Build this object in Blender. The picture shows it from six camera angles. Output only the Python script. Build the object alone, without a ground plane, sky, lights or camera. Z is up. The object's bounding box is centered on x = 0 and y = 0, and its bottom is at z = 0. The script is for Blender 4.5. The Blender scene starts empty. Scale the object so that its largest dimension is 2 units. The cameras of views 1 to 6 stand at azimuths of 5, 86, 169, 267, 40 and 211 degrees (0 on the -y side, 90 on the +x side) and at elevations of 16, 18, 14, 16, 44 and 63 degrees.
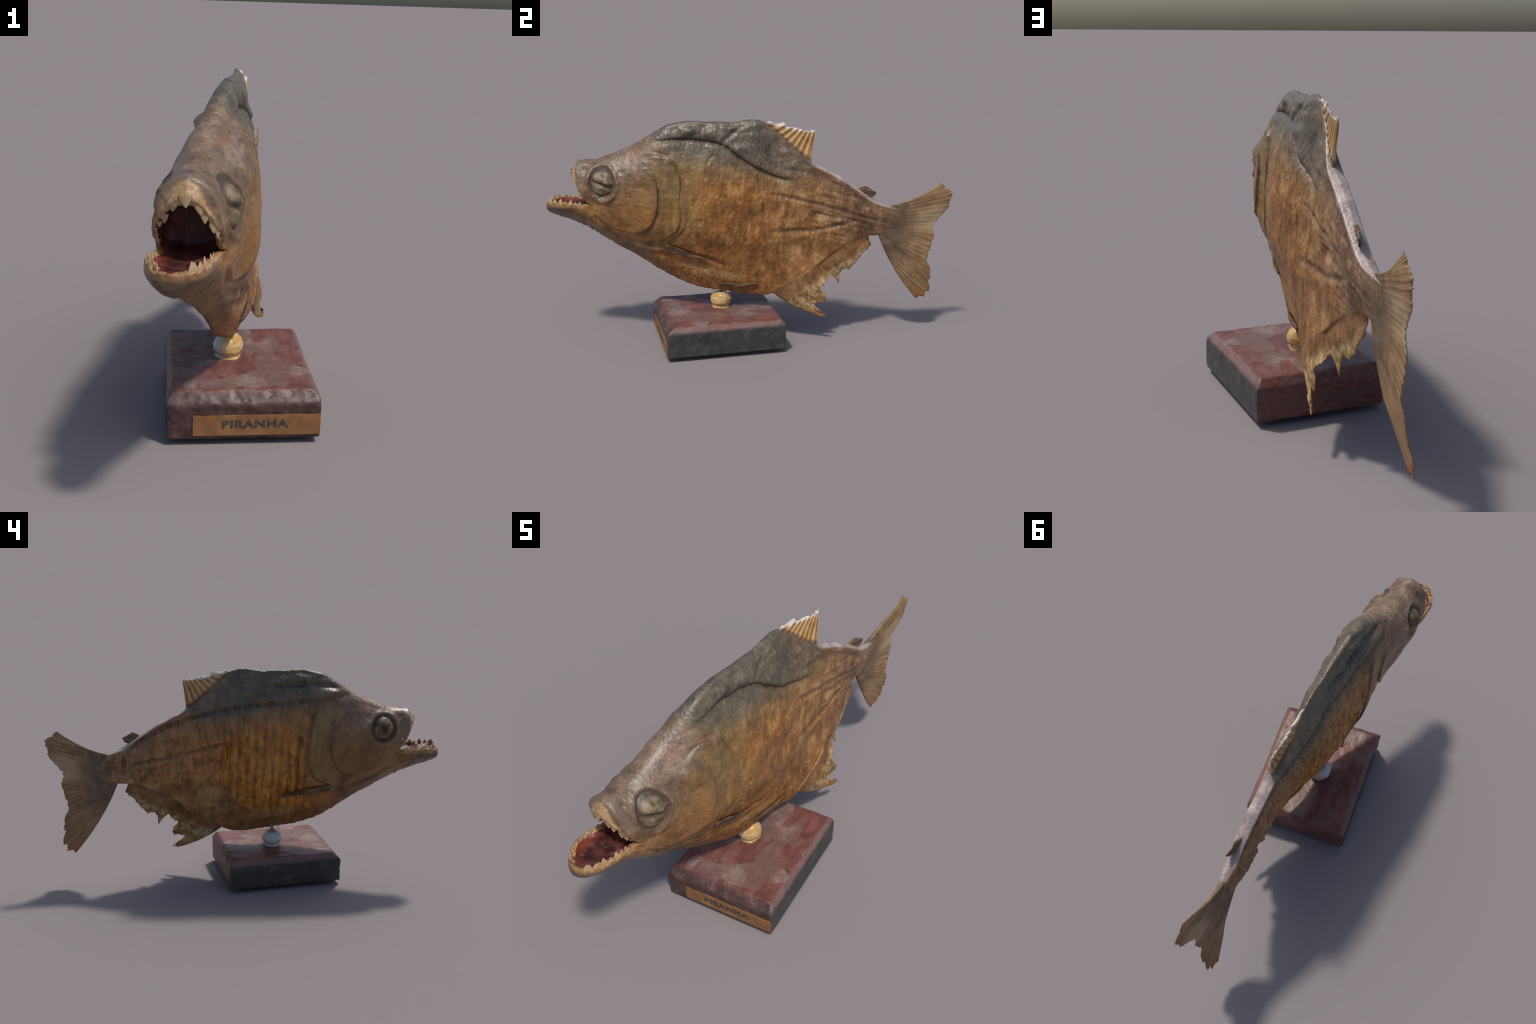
# A dried, open-mouthed fish on a pin above a small wooden plinth with a paper name plate.
# The body is an implicit solid: a side-view outline (top line, belly line), a table of
# cross-section half widths, relief lines (gill plates, folds, ribs) added to the half width,
# and an open mouth carved out of it.  Fins are ray fans between a base line and a ragged rim.
import bpy, math
import numpy as np
from mathutils import Vector

rng = np.random.default_rng(7)

# ------------------------------------------------------------------ small maths helpers
def curve(pts):
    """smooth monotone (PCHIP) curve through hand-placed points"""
    p = np.array(pts, float); x, v = p[:, 0], p[:, 1]
    h = np.diff(x); s = np.diff(v) / h
    m = np.zeros(len(x)); m[0], m[-1] = s[0], s[-1]
    for i in range(1, len(x) - 1):
        if s[i-1] * s[i] > 0:
            w1, w2 = 2*h[i] + h[i-1], h[i] + 2*h[i-1]
            m[i] = (w1 + w2) / (w1/s[i-1] + w2/s[i])
    def f(q):
        q = np.clip(np.asarray(q, float), x[0], x[-1])
        i = np.clip(np.searchsorted(x, q) - 1, 0, len(h) - 1)
        t = (q - x[i]) / h[i]
        return ((1+2*t)*(1-t)**2)*v[i] + t*(1-t)**2*h[i]*m[i] + t*t*(3-2*t)*v[i+1] + t*t*(t-1)*h[i]*m[i+1]
    return f

def sstep(a, b, x):
    t = np.clip((x - a) / (b - a), 0, 1); return t*t*(3 - 2*t)

def _hash(ix, iy, iz, seed):
    n = (ix * 374761393 + iy * 668265263 + iz * 1274126177 + seed * 974634777) & 0x7fffffff
    n = ((n ^ (n >> 13)) * 1274126177) & 0x7fffffff
    n = ((n ^ (n >> 16)) * 668265263) & 0x7fffffff
    return (n & 0xffff) / 32767.5 - 1.0

def noise(x, y, z=0.0, seed=1):
    x, y, z = np.broadcast_arrays(np.asarray(x, float), np.asarray(y, float), np.asarray(z, float))
    ix, iy, iz = (np.floor(a).astype(np.int64) for a in (x, y, z))
    fx, fy, fz = x - ix, y - iy, z - iz
    fx, fy, fz = (a*a*a*(a*(a*6-15)+10) for a in (fx, fy, fz))
    out = 0
    for dx in (0, 1):
        for dy in (0, 1):
            for dz in (0, 1):
                w = (fx if dx else 1-fx) * (fy if dy else 1-fy) * (fz if dz else 1-fz)
                out = out + w * _hash(ix+dx, iy+dy, iz+dz, seed)
    return out

def fbm(x, y, z=0.0, seed=1, octaves=3):
    return sum(noise(x*2**o, y*2**o, np.asarray(z)*2**o, seed+o) * 0.5**o for o in range(octaves))

def line_field(Y, Z, pts):
    """distance to a polyline, position 0..1 along it, and side (+ left of its direction)"""
    p = np.array(pts, float)
    L = np.r_[0, np.cumsum(np.hypot(*np.diff(p, axis=0).T))]; L /= L[-1]
    best = np.full(Y.shape, 9.0); along = np.zeros(Y.shape); side = np.ones(Y.shape)
    for a, b, la, lb in zip(p[:-1], p[1:], L[:-1], L[1:]):
        d = b - a
        t = np.clip(((Y-a[0])*d[0] + (Z-a[1])*d[1]) / (d @ d), 0, 1)
        ey, ez = Y - a[0] - t*d[0], Z - a[1] - t*d[1]
        r = np.hypot(ey, ez); k = r < best
        best[k] = r[k]; along[k] = (la + t*(lb-la))[k]; side[k] = np.sign(d[0]*ez - d[1]*ey)[k]
    return best, along, side

def refine(pts, n=40):
    p = np.array(pts, float)
    L = np.r_[0, np.cumsum(np.linalg.norm(np.diff(p, axis=0), axis=1))]
    q = np.linspace(0, L[-1], n)
    return np.stack([curve(np.c_[L, p[:, i]])(q) for i in range(p.shape[1])], -1)

def groove(Y, Z, pts, depth, width, fade=0.12):
    d, a, _ = line_field(Y, Z, refine(pts, 24))
    return -depth * np.exp(-(d/width)**2) * sstep(0, fade, a) * sstep(1, 1-fade, a)

def plate_edge(Y, Z, pts, height, width, inner=1):
    """a plate whose rim overlaps what lies outside it: lifted inside, dropping sharply outside"""
    d, a, s = line_field(Y, Z, refine(pts, 30))
    s = s * inner
    f = np.where(s > 0, 0.6*np.exp(-d/(2.2*width)), -np.exp(-d/width))
    soft = np.clip(d/0.004, 0, 1)
    return height * f * soft * sstep(0, .15, a) * sstep(1, .85, a)

# ------------------------------------------------------------------ the fish in its side view
top_line = curve([(-1.02,.68), (-1.0,.70), (-.884,.82), (-.869,.853), (-.851,.884), (-.835,.906), (-.80,.909), (-.75,.912), (-.70,.929),
    (-.65,.947), (-.60,.970), (-.55,.996), (-.50,1.026), (-.45,1.057), (-.40,1.083), (-.35,1.095), (-.30,1.098), (-.2,1.099),
    (-.1,1.098), (0,1.105), (.05,1.097), (.10,1.066), (.15,1.022), (.20,.975), (.25,.933), (.30,.900), (.35,.876), (.40,.849),
    (.45,.821), (.50,.789), (.55,.754), (.60,.717), (.65,.690), (.70,.676), (.76,.662), (.82,.65)])
belly_line = curve([(-1.02,.69), (-1.0,.668), (-.99,.652), (-.97,.640), (-.95,.633), (-.90,.617), (-.85,.598), (-.80,.576), (-.75,.549), (-.70,.518),
    (-.65,.486), (-.60,.459), (-.55,.427), (-.50,.395), (-.45,.362), (-.40,.334), (-.35,.309), (-.30,.290), (-.25,.276),
    (-.20,.267), (-.10,.253), (0,.241), (.05,.236), (.10,.247), (.15,.277), (.23,.319), (.33,.386), (.42,.450), (.51,.500),
    (.57,.520), (.62,.522), (.68,.528), (.76,.55), (.82,.56)])
mid_top = curve([(-1,-.065), (-.6,-.062), (-.5,-.05), (-.4,-.036), (-.2,-.035), (-.1,-.04), (.1,-.05), (.2,-.043), (.3,-.039), (.5,-.041), (.6,-.045), (.7,-.052), (.8,-.06)])
mid_low = curve([(-1,-.082), (-.9,-.078), (-.8,-.066), (-.7,-.047), (-.6,-.042), (-.4,-.038), (-.3,-.02), (-.2,-.01), (0,-.008),
    (.1,.012), (.2,.014), (.35,-.012), (.5,-.05), (.6,-.068), (.8,-.07)])
mid_bow = curve([(-1,0), (-.6,0), (-.5,.006), (-.35,-.014), (0,-.022), (.3,-.018), (.5,-.004), (.8,0)])

def tparam(y, z):
    b, t = belly_line(y), top_line(y)
    return (z - b) / (t - b)

def middle(y, z):
    t = np.clip(tparam(y, z), -.3, 1.2)
    tc = np.clip(t, 0, 1)
    return mid_low(y)*(1-t) + mid_top(y)*t + mid_bow(y)*4*tc*(1-tc)

# half widths: one row per station, columns from keel (t=0) to back (t=1)
T_COL = [0, .12, .25, .40, .55, .70, .85, .95, 1]
STATIONS = {
    -1.00: [.035, .070, .090, .095, .095, .095, .09, .08, .07],
    -0.90: [.022, .066, .090, .098, .098, .098, .09, .08, .07],
    -0.80: [.018, .060, .083, .088, .088, .082, .068, .047, .028],
    -0.70: [.015, .048, .073, .090, .096, .094, .078, .056, .032],
    -0.60: [.012, .040, .065, .095, .107, .106, .085, .055, .030],
    -0.50: [.010, .035, .062, .100, .117, .117, .088, .050, .026],
    -0.40: [.010, .032, .062, .100, .117, .112, .076, .040, .020],
    -0.30: [.008, .030, .060, .100, .116, .105, .062, .032, .017],
    -0.15: [.008, .030, .060, .100, .111, .098, .054, .026, .014],
    0.00: [.008, .028, .055, .090, .100, .085, .042, .018, .010],
    0.15: [.010, .030, .055, .080, .085, .070, .042, .022, .014],
    0.30: [.010, .028, .050, .066, .068, .058, .040, .027, .027],
    0.45: [.010, .022, .034, .046, .048, .043, .033, .026, .028],
    0.60: [.010, .018, .024, .030, .031, .029, .026, .025, .028],
    0.70: [.009, .014, .019, .022, .023, .022, .021, .020, .020],
    0.82: [.006, .008, .010, .010, .010, .010, .009, .008, .006],
}
_rows = [curve(list(zip(STATIONS.keys(), [r[i] for r in STATIONS.values()]))) for i in range(len(T_COL))]
def half_width(y, t):
    """y: 1-D array of stations, t: 2-D (y,z)"""
    cols = np.stack([r(y) for r in _rows], -1)
    out = np.zeros(t.shape)
    for i in range(t.shape[0]):
        out[i] = curve(list(zip(T_COL, cols[i])))(t[i])
    return out

# mouth: gum lines of the upper and lower jaw, in the side view
upper_gum = curve([(-1.1,1.2), (-.91,.94), (-.885,.90), (-.872,.868), (-.859,.842), (-.845,.810), (-.827,.775), (-.805,.742), (-.78,.712), (-.76,.704), (-.5,.70)])
lower_gum = curve([(-1.1,.70), (-.99,.704), (-.95,.712), (-.87,.710), (-.80,.706), (-.77,.703), (-.5,.702)])
mouth_roof = curve([(-.90,.86), (-.87,.845), (-.84,.872), (-.80,.876), (-.72,.868), (-.66,.82), (-.55,.74)])
mouth_floor = curve([(-1.0,.710), (-.975,.700), (-.93,.693), (-.85,.688), (-.78,.690), (-.72,.71), (-.55,.74)])
def plan_lower(y):
    return .092*np.clip(1 - (np.clip(-.84 - y, 0, None)/.1575)**2.2, 0, 1)**.46
def plan_upper(y):
    return .100*np.clip(1 - (np.clip(-.755 - y, 0, None)/.124)**2.6, 0, 1)**.42

STEP = .0035
# how the two flanks depart from that symmetric section (columns at t = .1 .3 .5 .7 .9)
SIDE_T = [0, .1, .3, .5, .7, .9, 1]
RIGHT_ADD = {
    -1.0: [0, 0, 0, 0, 0], -.9: [0, 0, 0, 0, 0], -.8: [.010, .008, .010, .012, .008], -.7: [.020, .014, .012, .014, .010],
    -.6: [.020, .016, .006, .006, .006], -.5: [.022, .032, .010, .002, .004], -.4: [.018, .024, -.002, -.006, 0],
    -.3: [.012, .020, .002, -.008, -.004], -.15: [.008, .008, -.004, -.004, .010], 0: [.006, .002, -.012, -.006, .014],
    .1: [-.002, -.020, -.036, -.026, -.004], .2: [-.010, -.036, -.044, -.024, -.004], .3: [-.012, -.030, -.036, -.016, 0], .45: [0, -.008, -.014, -.004, 0],
    .6: [0, 0, 0, 0, 0], .82: [0, 0, 0, 0, 0]}
LEFT_ADD = {
    -1.0: [0, 0, 0, 0, 0], -.9: [.006, .006, .004, 0, 0], -.8: [.016, .014, .007, .003, 0], -.7: [.020, .015, .006, .004, 0],
    -.6: [.018, .008, .002, .002, 0], -.5: [.012, .004, -.011, -.010, 0], -.4: [.008, .002, -.018, -.020, -.005],
    -.3: [.004, 0, -.022, -.024, -.010], -.15: [.004, .004, -.028, -.034, -.012], 0: [-.008, -.022, -.040, -.036, -.014],
    .15: [-.008, -.042, -.046, -.034, -.010], .3: [-.016, -.036, -.036, -.026, -.004], .45: [-.006, -.010, -.012, -.012, -.002],
    .6: [0, 0, -.002, -.002, 0], .82: [0, 0, 0, 0, 0]}
def side_add(table, y, t):
    rows = [curve(list(zip(table.keys(), [r[i] for r in table.values()])))(y) for i in range(5)]
    cols = np.stack([0*rows[0], *rows, rows[4]*.6], -1)
    out = np.zeros(t.shape)
    for i in range(t.shape[0]):
        out[i] = curve(list(zip(SIDE_T, cols[i])))(t[i])
    return out

def grid_axes():
    return np.arange(-.182, .1821, STEP), np.arange(-1.012, .80, STEP), np.arange(.22, 1.125, STEP)

def relief(Y, Z, side):
    """plates, folds, ribs and wrinkles; side +1 is the fish's +x flank"""
    R = np.zeros(Y.shape)
    t = tparam(Y[:, 0], Z.T).T
    # eye socket ring
    ec = (-.713, .814) if side > 0 else (-.700, .818)
    ea, eb = (.059, .071) if side > 0 else (.060, .064)
    e = np.hypot((Y-ec[0])/ea, (Z-ec[1])/eb)
    R += -.004*np.exp(-((e-.97)/.10)**2) - .009*sstep(1.0, .8, e) + .007*np.exp(-((e-1.22)/.16)**2)*(1 + .4*noise(Y*40, Z*40, seed=13))
    R += plate_edge(Y, Z, [(-.836,.912), (-.843,.86), (-.835,.81), (-.815,.76), (-.79,.72)], .009, .010, 1)
    R += -.006*np.exp(-((Y+.797)/.007)**2 - ((Z-.878)/.007)**2) - .003*np.exp(-((Y+.80)/.02)**2 - ((Z-.868)/.03)**2)
    if side > 0:
        R += plate_edge(Y, Z, [(-.56,.905), (-.47,.945), (-.40,.935)], .006, .010, -1)
        R += .008*np.exp(-((Y+.385)/.014)**2 - ((Z-.925)/.016)**2) + .006*np.exp(-((Y+.352)/.012)**2 - ((Z-.83)/.022)**2)
        R += plate_edge(Y, Z, [(-.513,.90), (-.47,.859), (-.449,.79), (-.451,.707), (-.471,.641), (-.513,.589), (-.568,.570), (-.64,.585), (-.711,.623), (-.762,.67)], .010, .011, -1)
        R += plate_edge(Y, Z, [(-.50,.965), (-.396,.94), (-.370,.904), (-.341,.822), (-.351,.73), (-.343,.655), (-.358,.599), (-.404,.552), (-.459,.523)], .008, .013, -1)
        R += plate_edge(Y, Z, [(-.341,.776), (-.316,.693), (-.317,.636), (-.34,.58), (-.386,.542), (-.441,.514)], .004, .010, -1)
        R += groove(Y, Z, [(-.767,.662), (-.644,.560), (-.517,.512), (-.426,.500)], .009, .012)
        R += groove(Y, Z, [(-.47,1.005), (-.353,1.020), (-.237,1.012), (-.147,.995), (-.057,.930), (.034,.875), (.145,.828), (.218,.815)], .009, .012, .08)
        R += plate_edge(Y, Z, [(-.47,1.008), (-.353,1.022), (-.237,1.014), (-.147,.997), (-.057,.932), (.034,.877), (.145,.830), (.218,.817)], .008, .012, 1)
        R += plate_edge(Y, Z, [(-.37,1.09), (-.345,1.06), (-.335,1.03)], .006, .010, 1)
        R += groove(Y, Z, [(-.15,1.0), (-.09,1.05), (-.04,1.085)], .009, .013)
        for c, a in (((-.29,1.062), .014), ((-.195,1.050), .012), ((-.06,.975), .010), ((-.10,1.075), .006)):
            R += a*np.exp(-((Y-c[0])/.045)**2 - ((Z-c[1])/.022)**2)
        R += -.006*np.exp(-((Y+.24)/.02)**2 - ((Z-1.07)/.03)**2)
        R += groove(Y, Z, [(-.179,.955), (-.219,.90), (-.22,.827)], .005, .008)
        R += groove(Y, Z, [(.072,.761), (.221,.728), (.408,.675), (.598,.617)], .006, .010)
        R += groove(Y, Z, [(.28,.661), (.46,.625), (.60,.585)], .006, .009)
        R += groove(Y, Z, [(.075,.57), (.28,.569), (.411,.588), (.532,.617)], .008, .013)
        R += groove(Y, Z, [(.129,.874), (.267,.862), (.408,.803), (.533,.728), (.602,.670)], .004, .010)
        R += groove(Y, Z, [(.03,.62), (.05,.45), (.08,.32)], .005, .025)
        R += groove(Y, Z, [(.25,.50), (.27,.42), (.235,.34)], .004, .012)
        R += groove(Y, Z, [(-.42,.503), (-.30,.462), (-.18,.42), (-.12,.385)], .010, .012)
        R += groove(Y, Z, [(-.50,.47), (-.36,.43), (-.20,.37)], .005, .010)
    else:
        R += plate_edge(Y, Z, [(-.489,.913), (-.452,.854), (-.434,.774), (-.441,.693), (-.468,.621), (-.519,.569), (-.599,.563), (-.677,.598), (-.745,.649)], .010, .011, -1)
        R += plate_edge(Y, Z, [(-.382,.944), (-.354,.875), (-.341,.795), (-.328,.704), (-.329,.633), (-.36,.561), (-.431,.518), (-.521,.501)], .008, .013, -1)
        R += groove(Y, Z, [(-.385,.87), (-.40,.77), (-.385,.66), (-.41,.58)], .004, .008)
        R += groove(Y, Z, [(-.60,.81), (-.54,.75), (-.50,.70)], .003, .010)
        R += groove(Y, Z, [(-.545,.985), (-.349,.955), (-.153,.935), (.042,.915), (.238,.870), (.355,.832), (.514,.748), (.614,.672)], .010, .014, .08)
        R += plate_edge(Y, Z, [(-.545,.988), (-.349,.958), (-.153,.938), (.042,.918), (.238,.873), (.355,.835), (.514,.751)], .007, .012, 1)
        R += groove(Y, Z, [(-.50,1.01), (-.36,1.03), (-.2,1.02), (-.06,1.035)], .013, .012)
        for c, a in (((-.30,1.065), .012), ((-.20,1.055), .012), ((-.10,1.06), .010), ((-.08,.985), .009), ((-.30,.985), .009), ((-.43,.995), .008)):
            R += a*np.exp(-((Y-c[0])/.05)**2 - ((Z-c[1])/.02)**2)
        ribs = sstep(-.33,-.24,Y)*sstep(.16,.0,Y)*sstep(.36,.45,Z)*sstep(.86,.74,Z)
        ph = (Y + .03*(Z-.65) + .014*noise(Y*7, Z*5, seed=5)) / .0425
        R += .0095*ribs*np.cos(2*np.pi*ph)*np.clip(.7 + 1.1*noise(Y*9, Z*5, seed=9), 0, 1.6)
        R += groove(Y, Z, [(.043,.746), (.34,.667), (.587,.619)], .006, .011)
        R += groove(Y, Z, [(.044,.644), (.341,.606), (.539,.588)], .006, .011)
        R += groove(Y, Z, [(.02,.80), (.25,.77), (.45,.70), (.58,.645)], .005, .010)
        R += groove(Y, Z, [(.19,.56), (.22,.45), (.18,.36)], .006, .016)
        R += groove(Y, Z, [(-.767,.652), (-.644,.555), (-.517,.505)], .007, .012)
        R += groove(Y, Z, [(-.44,.490), (-.31,.475), (-.19,.44)], .006, .012)
    # crumpled back, scaly wrinkled flank, keel band
    body = sstep(-.42, -.30, Y)
    hump = body*sstep(.80, .90, t)*sstep(.32, .1, Y)
    R += hump*(.0045*fbm(Y*12+3*noise(Y*5, Z*5, seed=8), Z*18, side*3.0, 11, 2))
    R += body*(.0016 if side > 0 else .0036)*fbm(Y*38, Z*11 + 4*Y, side*2.0, 21, 3)
    R += body*.0060*fbm(Y*9, Z*6, side*2.0, 23, 2)*sstep(-.2, .1, Y)
    R += body*.0012*fbm(Y*110, Z*60, side*2.0, 31, 2)
    R += (1-body)*(.0032*fbm(Y*11, Z*11, side*4.0, 41, 3) + .0012*(1-2*np.abs(fbm(Y*24, Z*30, side*4.0, 45, 2))))
    def ridged(a, b, seed): return 1 - 2*np.abs(fbm(a, b, side*7.0, seed, 2))
    low = body*sstep(.12, .3, t)*sstep(.86, .7, t)
    R += low*(.0018 if side > 0 else .0085)*ridged(Y*30 + 2*noise(Y*6, Z*6, seed=15), Z*6.5, 25)*sstep(-.25, .05, Y)
    R += body*(.0007 if side > 0 else .0024)*ridged(Y*55, Z*30, 27)
    tail = sstep(.2, .45, Y)
    R += tail*.0028*fbm(Y*10, (Z+.28*Y)*55, side*5.0, 51, 2)
    keel = sstep(.16, .08, t)*sstep(-.7, -.55, Y)*sstep(.2, .05, Y)
    R += keel*.0012*np.sin(2*np.pi*(Y+.4*Z)/.0105)
    return R

def build_fields():
    X, Yv, Zv = grid_axes()
    Y, Z = np.meshgrid(Yv, Zv, indexing="ij")
    zt, zb = top_line(Yv), belly_line(Yv)
    # serrated keel scutes
    zb0, zt0 = zb, zt
    saw = (Yv/.021) % 1.0
    on = sstep(-.97,-.9,Yv)*sstep(.08,-.02,Yv)
    zb = zb - on*.0045*(saw**2)*(.6+.5*noise(Yv*40, 0, seed=3)) - .002*noise(Yv*60, 1, seed=4)*on
    zt = zt + .0035*fbm(Yv*14, 0, seed=6, octaves=3)*sstep(-.45,-.3,Yv)*sstep(.7,.4,Yv)
    st, sb = np.gradient(zt0, Yv), np.gradient(zb0, Yv)
    dT = (zt[:, None] - Z)/np.sqrt(1 + np.clip(st, -3, 3)**2)[:, None]
    dB = (Z - zb[:, None])/np.sqrt(1 + np.clip(sb, -3, 3)**2)[:, None]
    dT = dT + .3*sstep(.765, .72, Z)*sstep(-.74, -.80, Y)      # the lower jaw has no roof
    t = (Z - zb0[:, None])/(zt0 - zb0)[:, None]
    H = half_width(Yv, np.clip(t, 0, 1))
    rT = curve([(-1,.05), (-.84,.055), (-.7,.05), (-.5,.04), (-.3,.025), (0,.012), (.2,.010), (.32,.005), (.65,.005), (.8,.008)])(Yv)[:, None]
    rB = curve([(-1,.04), (-.8,.03), (-.6,.015), (.8,.01)])(Yv)[:, None]
    gapemid = sstep(.72, .75, Z)
    planL, planU = plan_lower(Yv)[:, None], plan_upper(Yv)[:, None]
    plan = planL*(1-gapemid) + planU*gapemid
    front = sstep(-.70, -.80, Y)
    plan = np.where(front > 0, plan/np.maximum(front, 1e-3)**.5, 9)
    def cap(d, r, m):                      # rounded rim that runs on as a straight slope m
        d = np.clip(d, 0, None); d0 = r/(2*m*m)
        return np.where(d < d0, np.sqrt(2*r*np.minimum(d, d0) + 1e-9), np.sqrt(2*r*d0) + (d - d0)*m)
    mT = curve([(-1,1.0), (-.2,.9), (.15,1.0), (.3,4.0), (.65,4.0), (.8,2.0)])(Yv)[:, None]
    mB = curve([(-1,1.5), (-.8,1.2), (-.6,.9), (.8,.9)])(Yv)[:, None]
    def pmin(*a): return sum(np.maximum(v, 1e-5)**-8.0 for v in a)**(-1/8.0)
    out = {}; bare = {}
    inside = np.minimum(dT, dB)
    for side in (1, -1):
        Hs = H + side_add(RIGHT_ADD if side > 0 else LEFT_ADD, Yv, np.clip(t, 0, 1))
        h = pmin(np.maximum(Hs, .002), cap(dT, rT, mT), cap(dB, rB, mB), np.maximum(plan, 1e-4))
        h = np.where(plan < .004, -.01, h)
        h = h*np.clip((.797 - Y)/.15, 1e-6, 1)**.8
        bare[side] = h.copy()
        damp = sstep(.004, .03, inside)*sstep(.0, .03, h)
        h = h + relief(Y, Z, side)*damp
        h = np.where(inside > 0, h, 2.0*inside) - .02*sstep(.788, .80, Y)
        out[side] = h
    return X, Yv, Zv, Y, Z, out, bare

def smin(a, b, k):
    h = np.clip(.5 + .5*(b-a)/k, 0, 1)
    return b*(1-h) + a*h - k*h*(1-h)

def surface_nets(F, origin, step):
    s = F < 0
    nx, ny, nz = F.shape
    cnt = np.zeros((nx-1, ny-1, nz-1), np.int8)
    for a in (0, 1):
        for b in (0, 1):
            for c in (0, 1):
                cnt += s[a:nx-1+a, b:ny-1+b, c:nz-1+c]
    act = (cnt > 0) & (cnt < 8)
    I, J, K = np.nonzero(act)
    vid = np.full(act.shape, -1, np.int32); vid[I, J, K] = np.arange(len(I))
    P = np.zeros((len(I), 3)); n = np.zeros(len(I))
    corner = [(a, b, c) for a in (0, 1) for b in (0, 1) for c in (0, 1)]
    for a in corner:
        for ax in range(3):
            if a[ax]: continue
            b = list(a); b[ax] = 1
            fa = F[I+a[0], J+a[1], K+a[2]].astype(float); fb = F[I+b[0], J+b[1], K+b[2]].astype(float)
            k = (fa < 0) != (fb < 0)
            u = fa[k]/(fa[k]-fb[k])
            for d in range(3):
                P[k, d] += a[d] + (u if d == ax else 0)
            n[k] += 1
    P = (P/n[:, None] + np.stack([I, J, K], -1))*step + np.array(origin)
    quads = []
    for ax in range(3):
        s0 = np.take(s, range(F.shape[ax]-1), ax); s1 = np.take(s, range(1, F.shape[ax]), ax)
        A = np.array(np.nonzero(s0 != s1))
        o1, o2 = [(1, 2), (2, 0), (0, 1)][ax]
        ok = (A[o1] > 0) & (A[o2] > 0) & (A[o1] < F.shape[o1]-1) & (A[o2] < F.shape[o2]-1)
        A = A[:, ok]
        def cell(d1, d2):
            B = A.copy(); B[o1] -= d1; B[o2] -= d2; return vid[B[0], B[1], B[2]]
        q = np.stack([cell(1, 1), cell(0, 1), cell(0, 0), cell(1, 0)], -1)
        inside0 = s0[A[0], A[1], A[2]]
        q[~inside0] = q[~inside0][:, ::-1]
        quads.append(q)
    Q = np.concatenate(quads); Q = Q[(Q >= 0).all(1)]
    return P, Q

def smooth(P, Q, rounds=2):
    E = np.concatenate([Q[:, [0, 1]], Q[:, [1, 2]], Q[:, [2, 3]], Q[:, [3, 0]]])
    E = np.concatenate([E, E[:, ::-1]])
    deg = np.bincount(E[:, 0], minlength=len(P)).astype(float)
    for r in range(rounds):
        for lam in (.55, -.58):
            avg = np.stack([np.bincount(E[:, 0], P[E[:, 1], d], len(P)) for d in range(3)], -1)/np.maximum(deg, 1)[:, None]
            P = P + lam*(avg - P)
    return P

def vertex_normals(P, Q):
    n = np.cross(P[Q[:, 2]]-P[Q[:, 0]], P[Q[:, 3]]-P[Q[:, 1]])
    N = np.stack([sum(np.bincount(Q[:, k], n[:, d], len(P)) for k in range(4)) for d in range(3)], -1)
    return N/np.maximum(np.linalg.norm(N, axis=1), 1e-12)[:, None]

# ------------------------------------------------------------------ Blender object helpers
def mesh_from(name, P, Q, normals=None):
    me = bpy.data.meshes.new(name)
    P = np.asarray(P, np.float32); Q = np.asarray(Q, np.int32)
    k = Q.shape[1]
    me.vertices.add(len(P)); me.vertices.foreach_set("co", P.ravel())
    me.loops.add(Q.size); me.loops.foreach_set("vertex_index", Q.ravel())
    me.polygons.add(len(Q)); me.polygons.foreach_set("loop_start", np.arange(0, Q.size, k, dtype=np.int32))
    me.update(calc_edges=True); me.validate()
    me.shade_smooth()
    if normals is not None:
        me.normals_split_custom_set_from_vertices([tuple(v) for v in normals])
    return me

def add(name, me, parent=None, mat=None, loc=None):
    ob = bpy.data.objects.new(name, me)
    bpy.context.scene.collection.objects.link(ob)
    if parent: ob.parent = parent
    if mat and me and not me.materials: me.materials.append(mat)
    if loc is not None: ob.location = loc
    return ob

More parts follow.
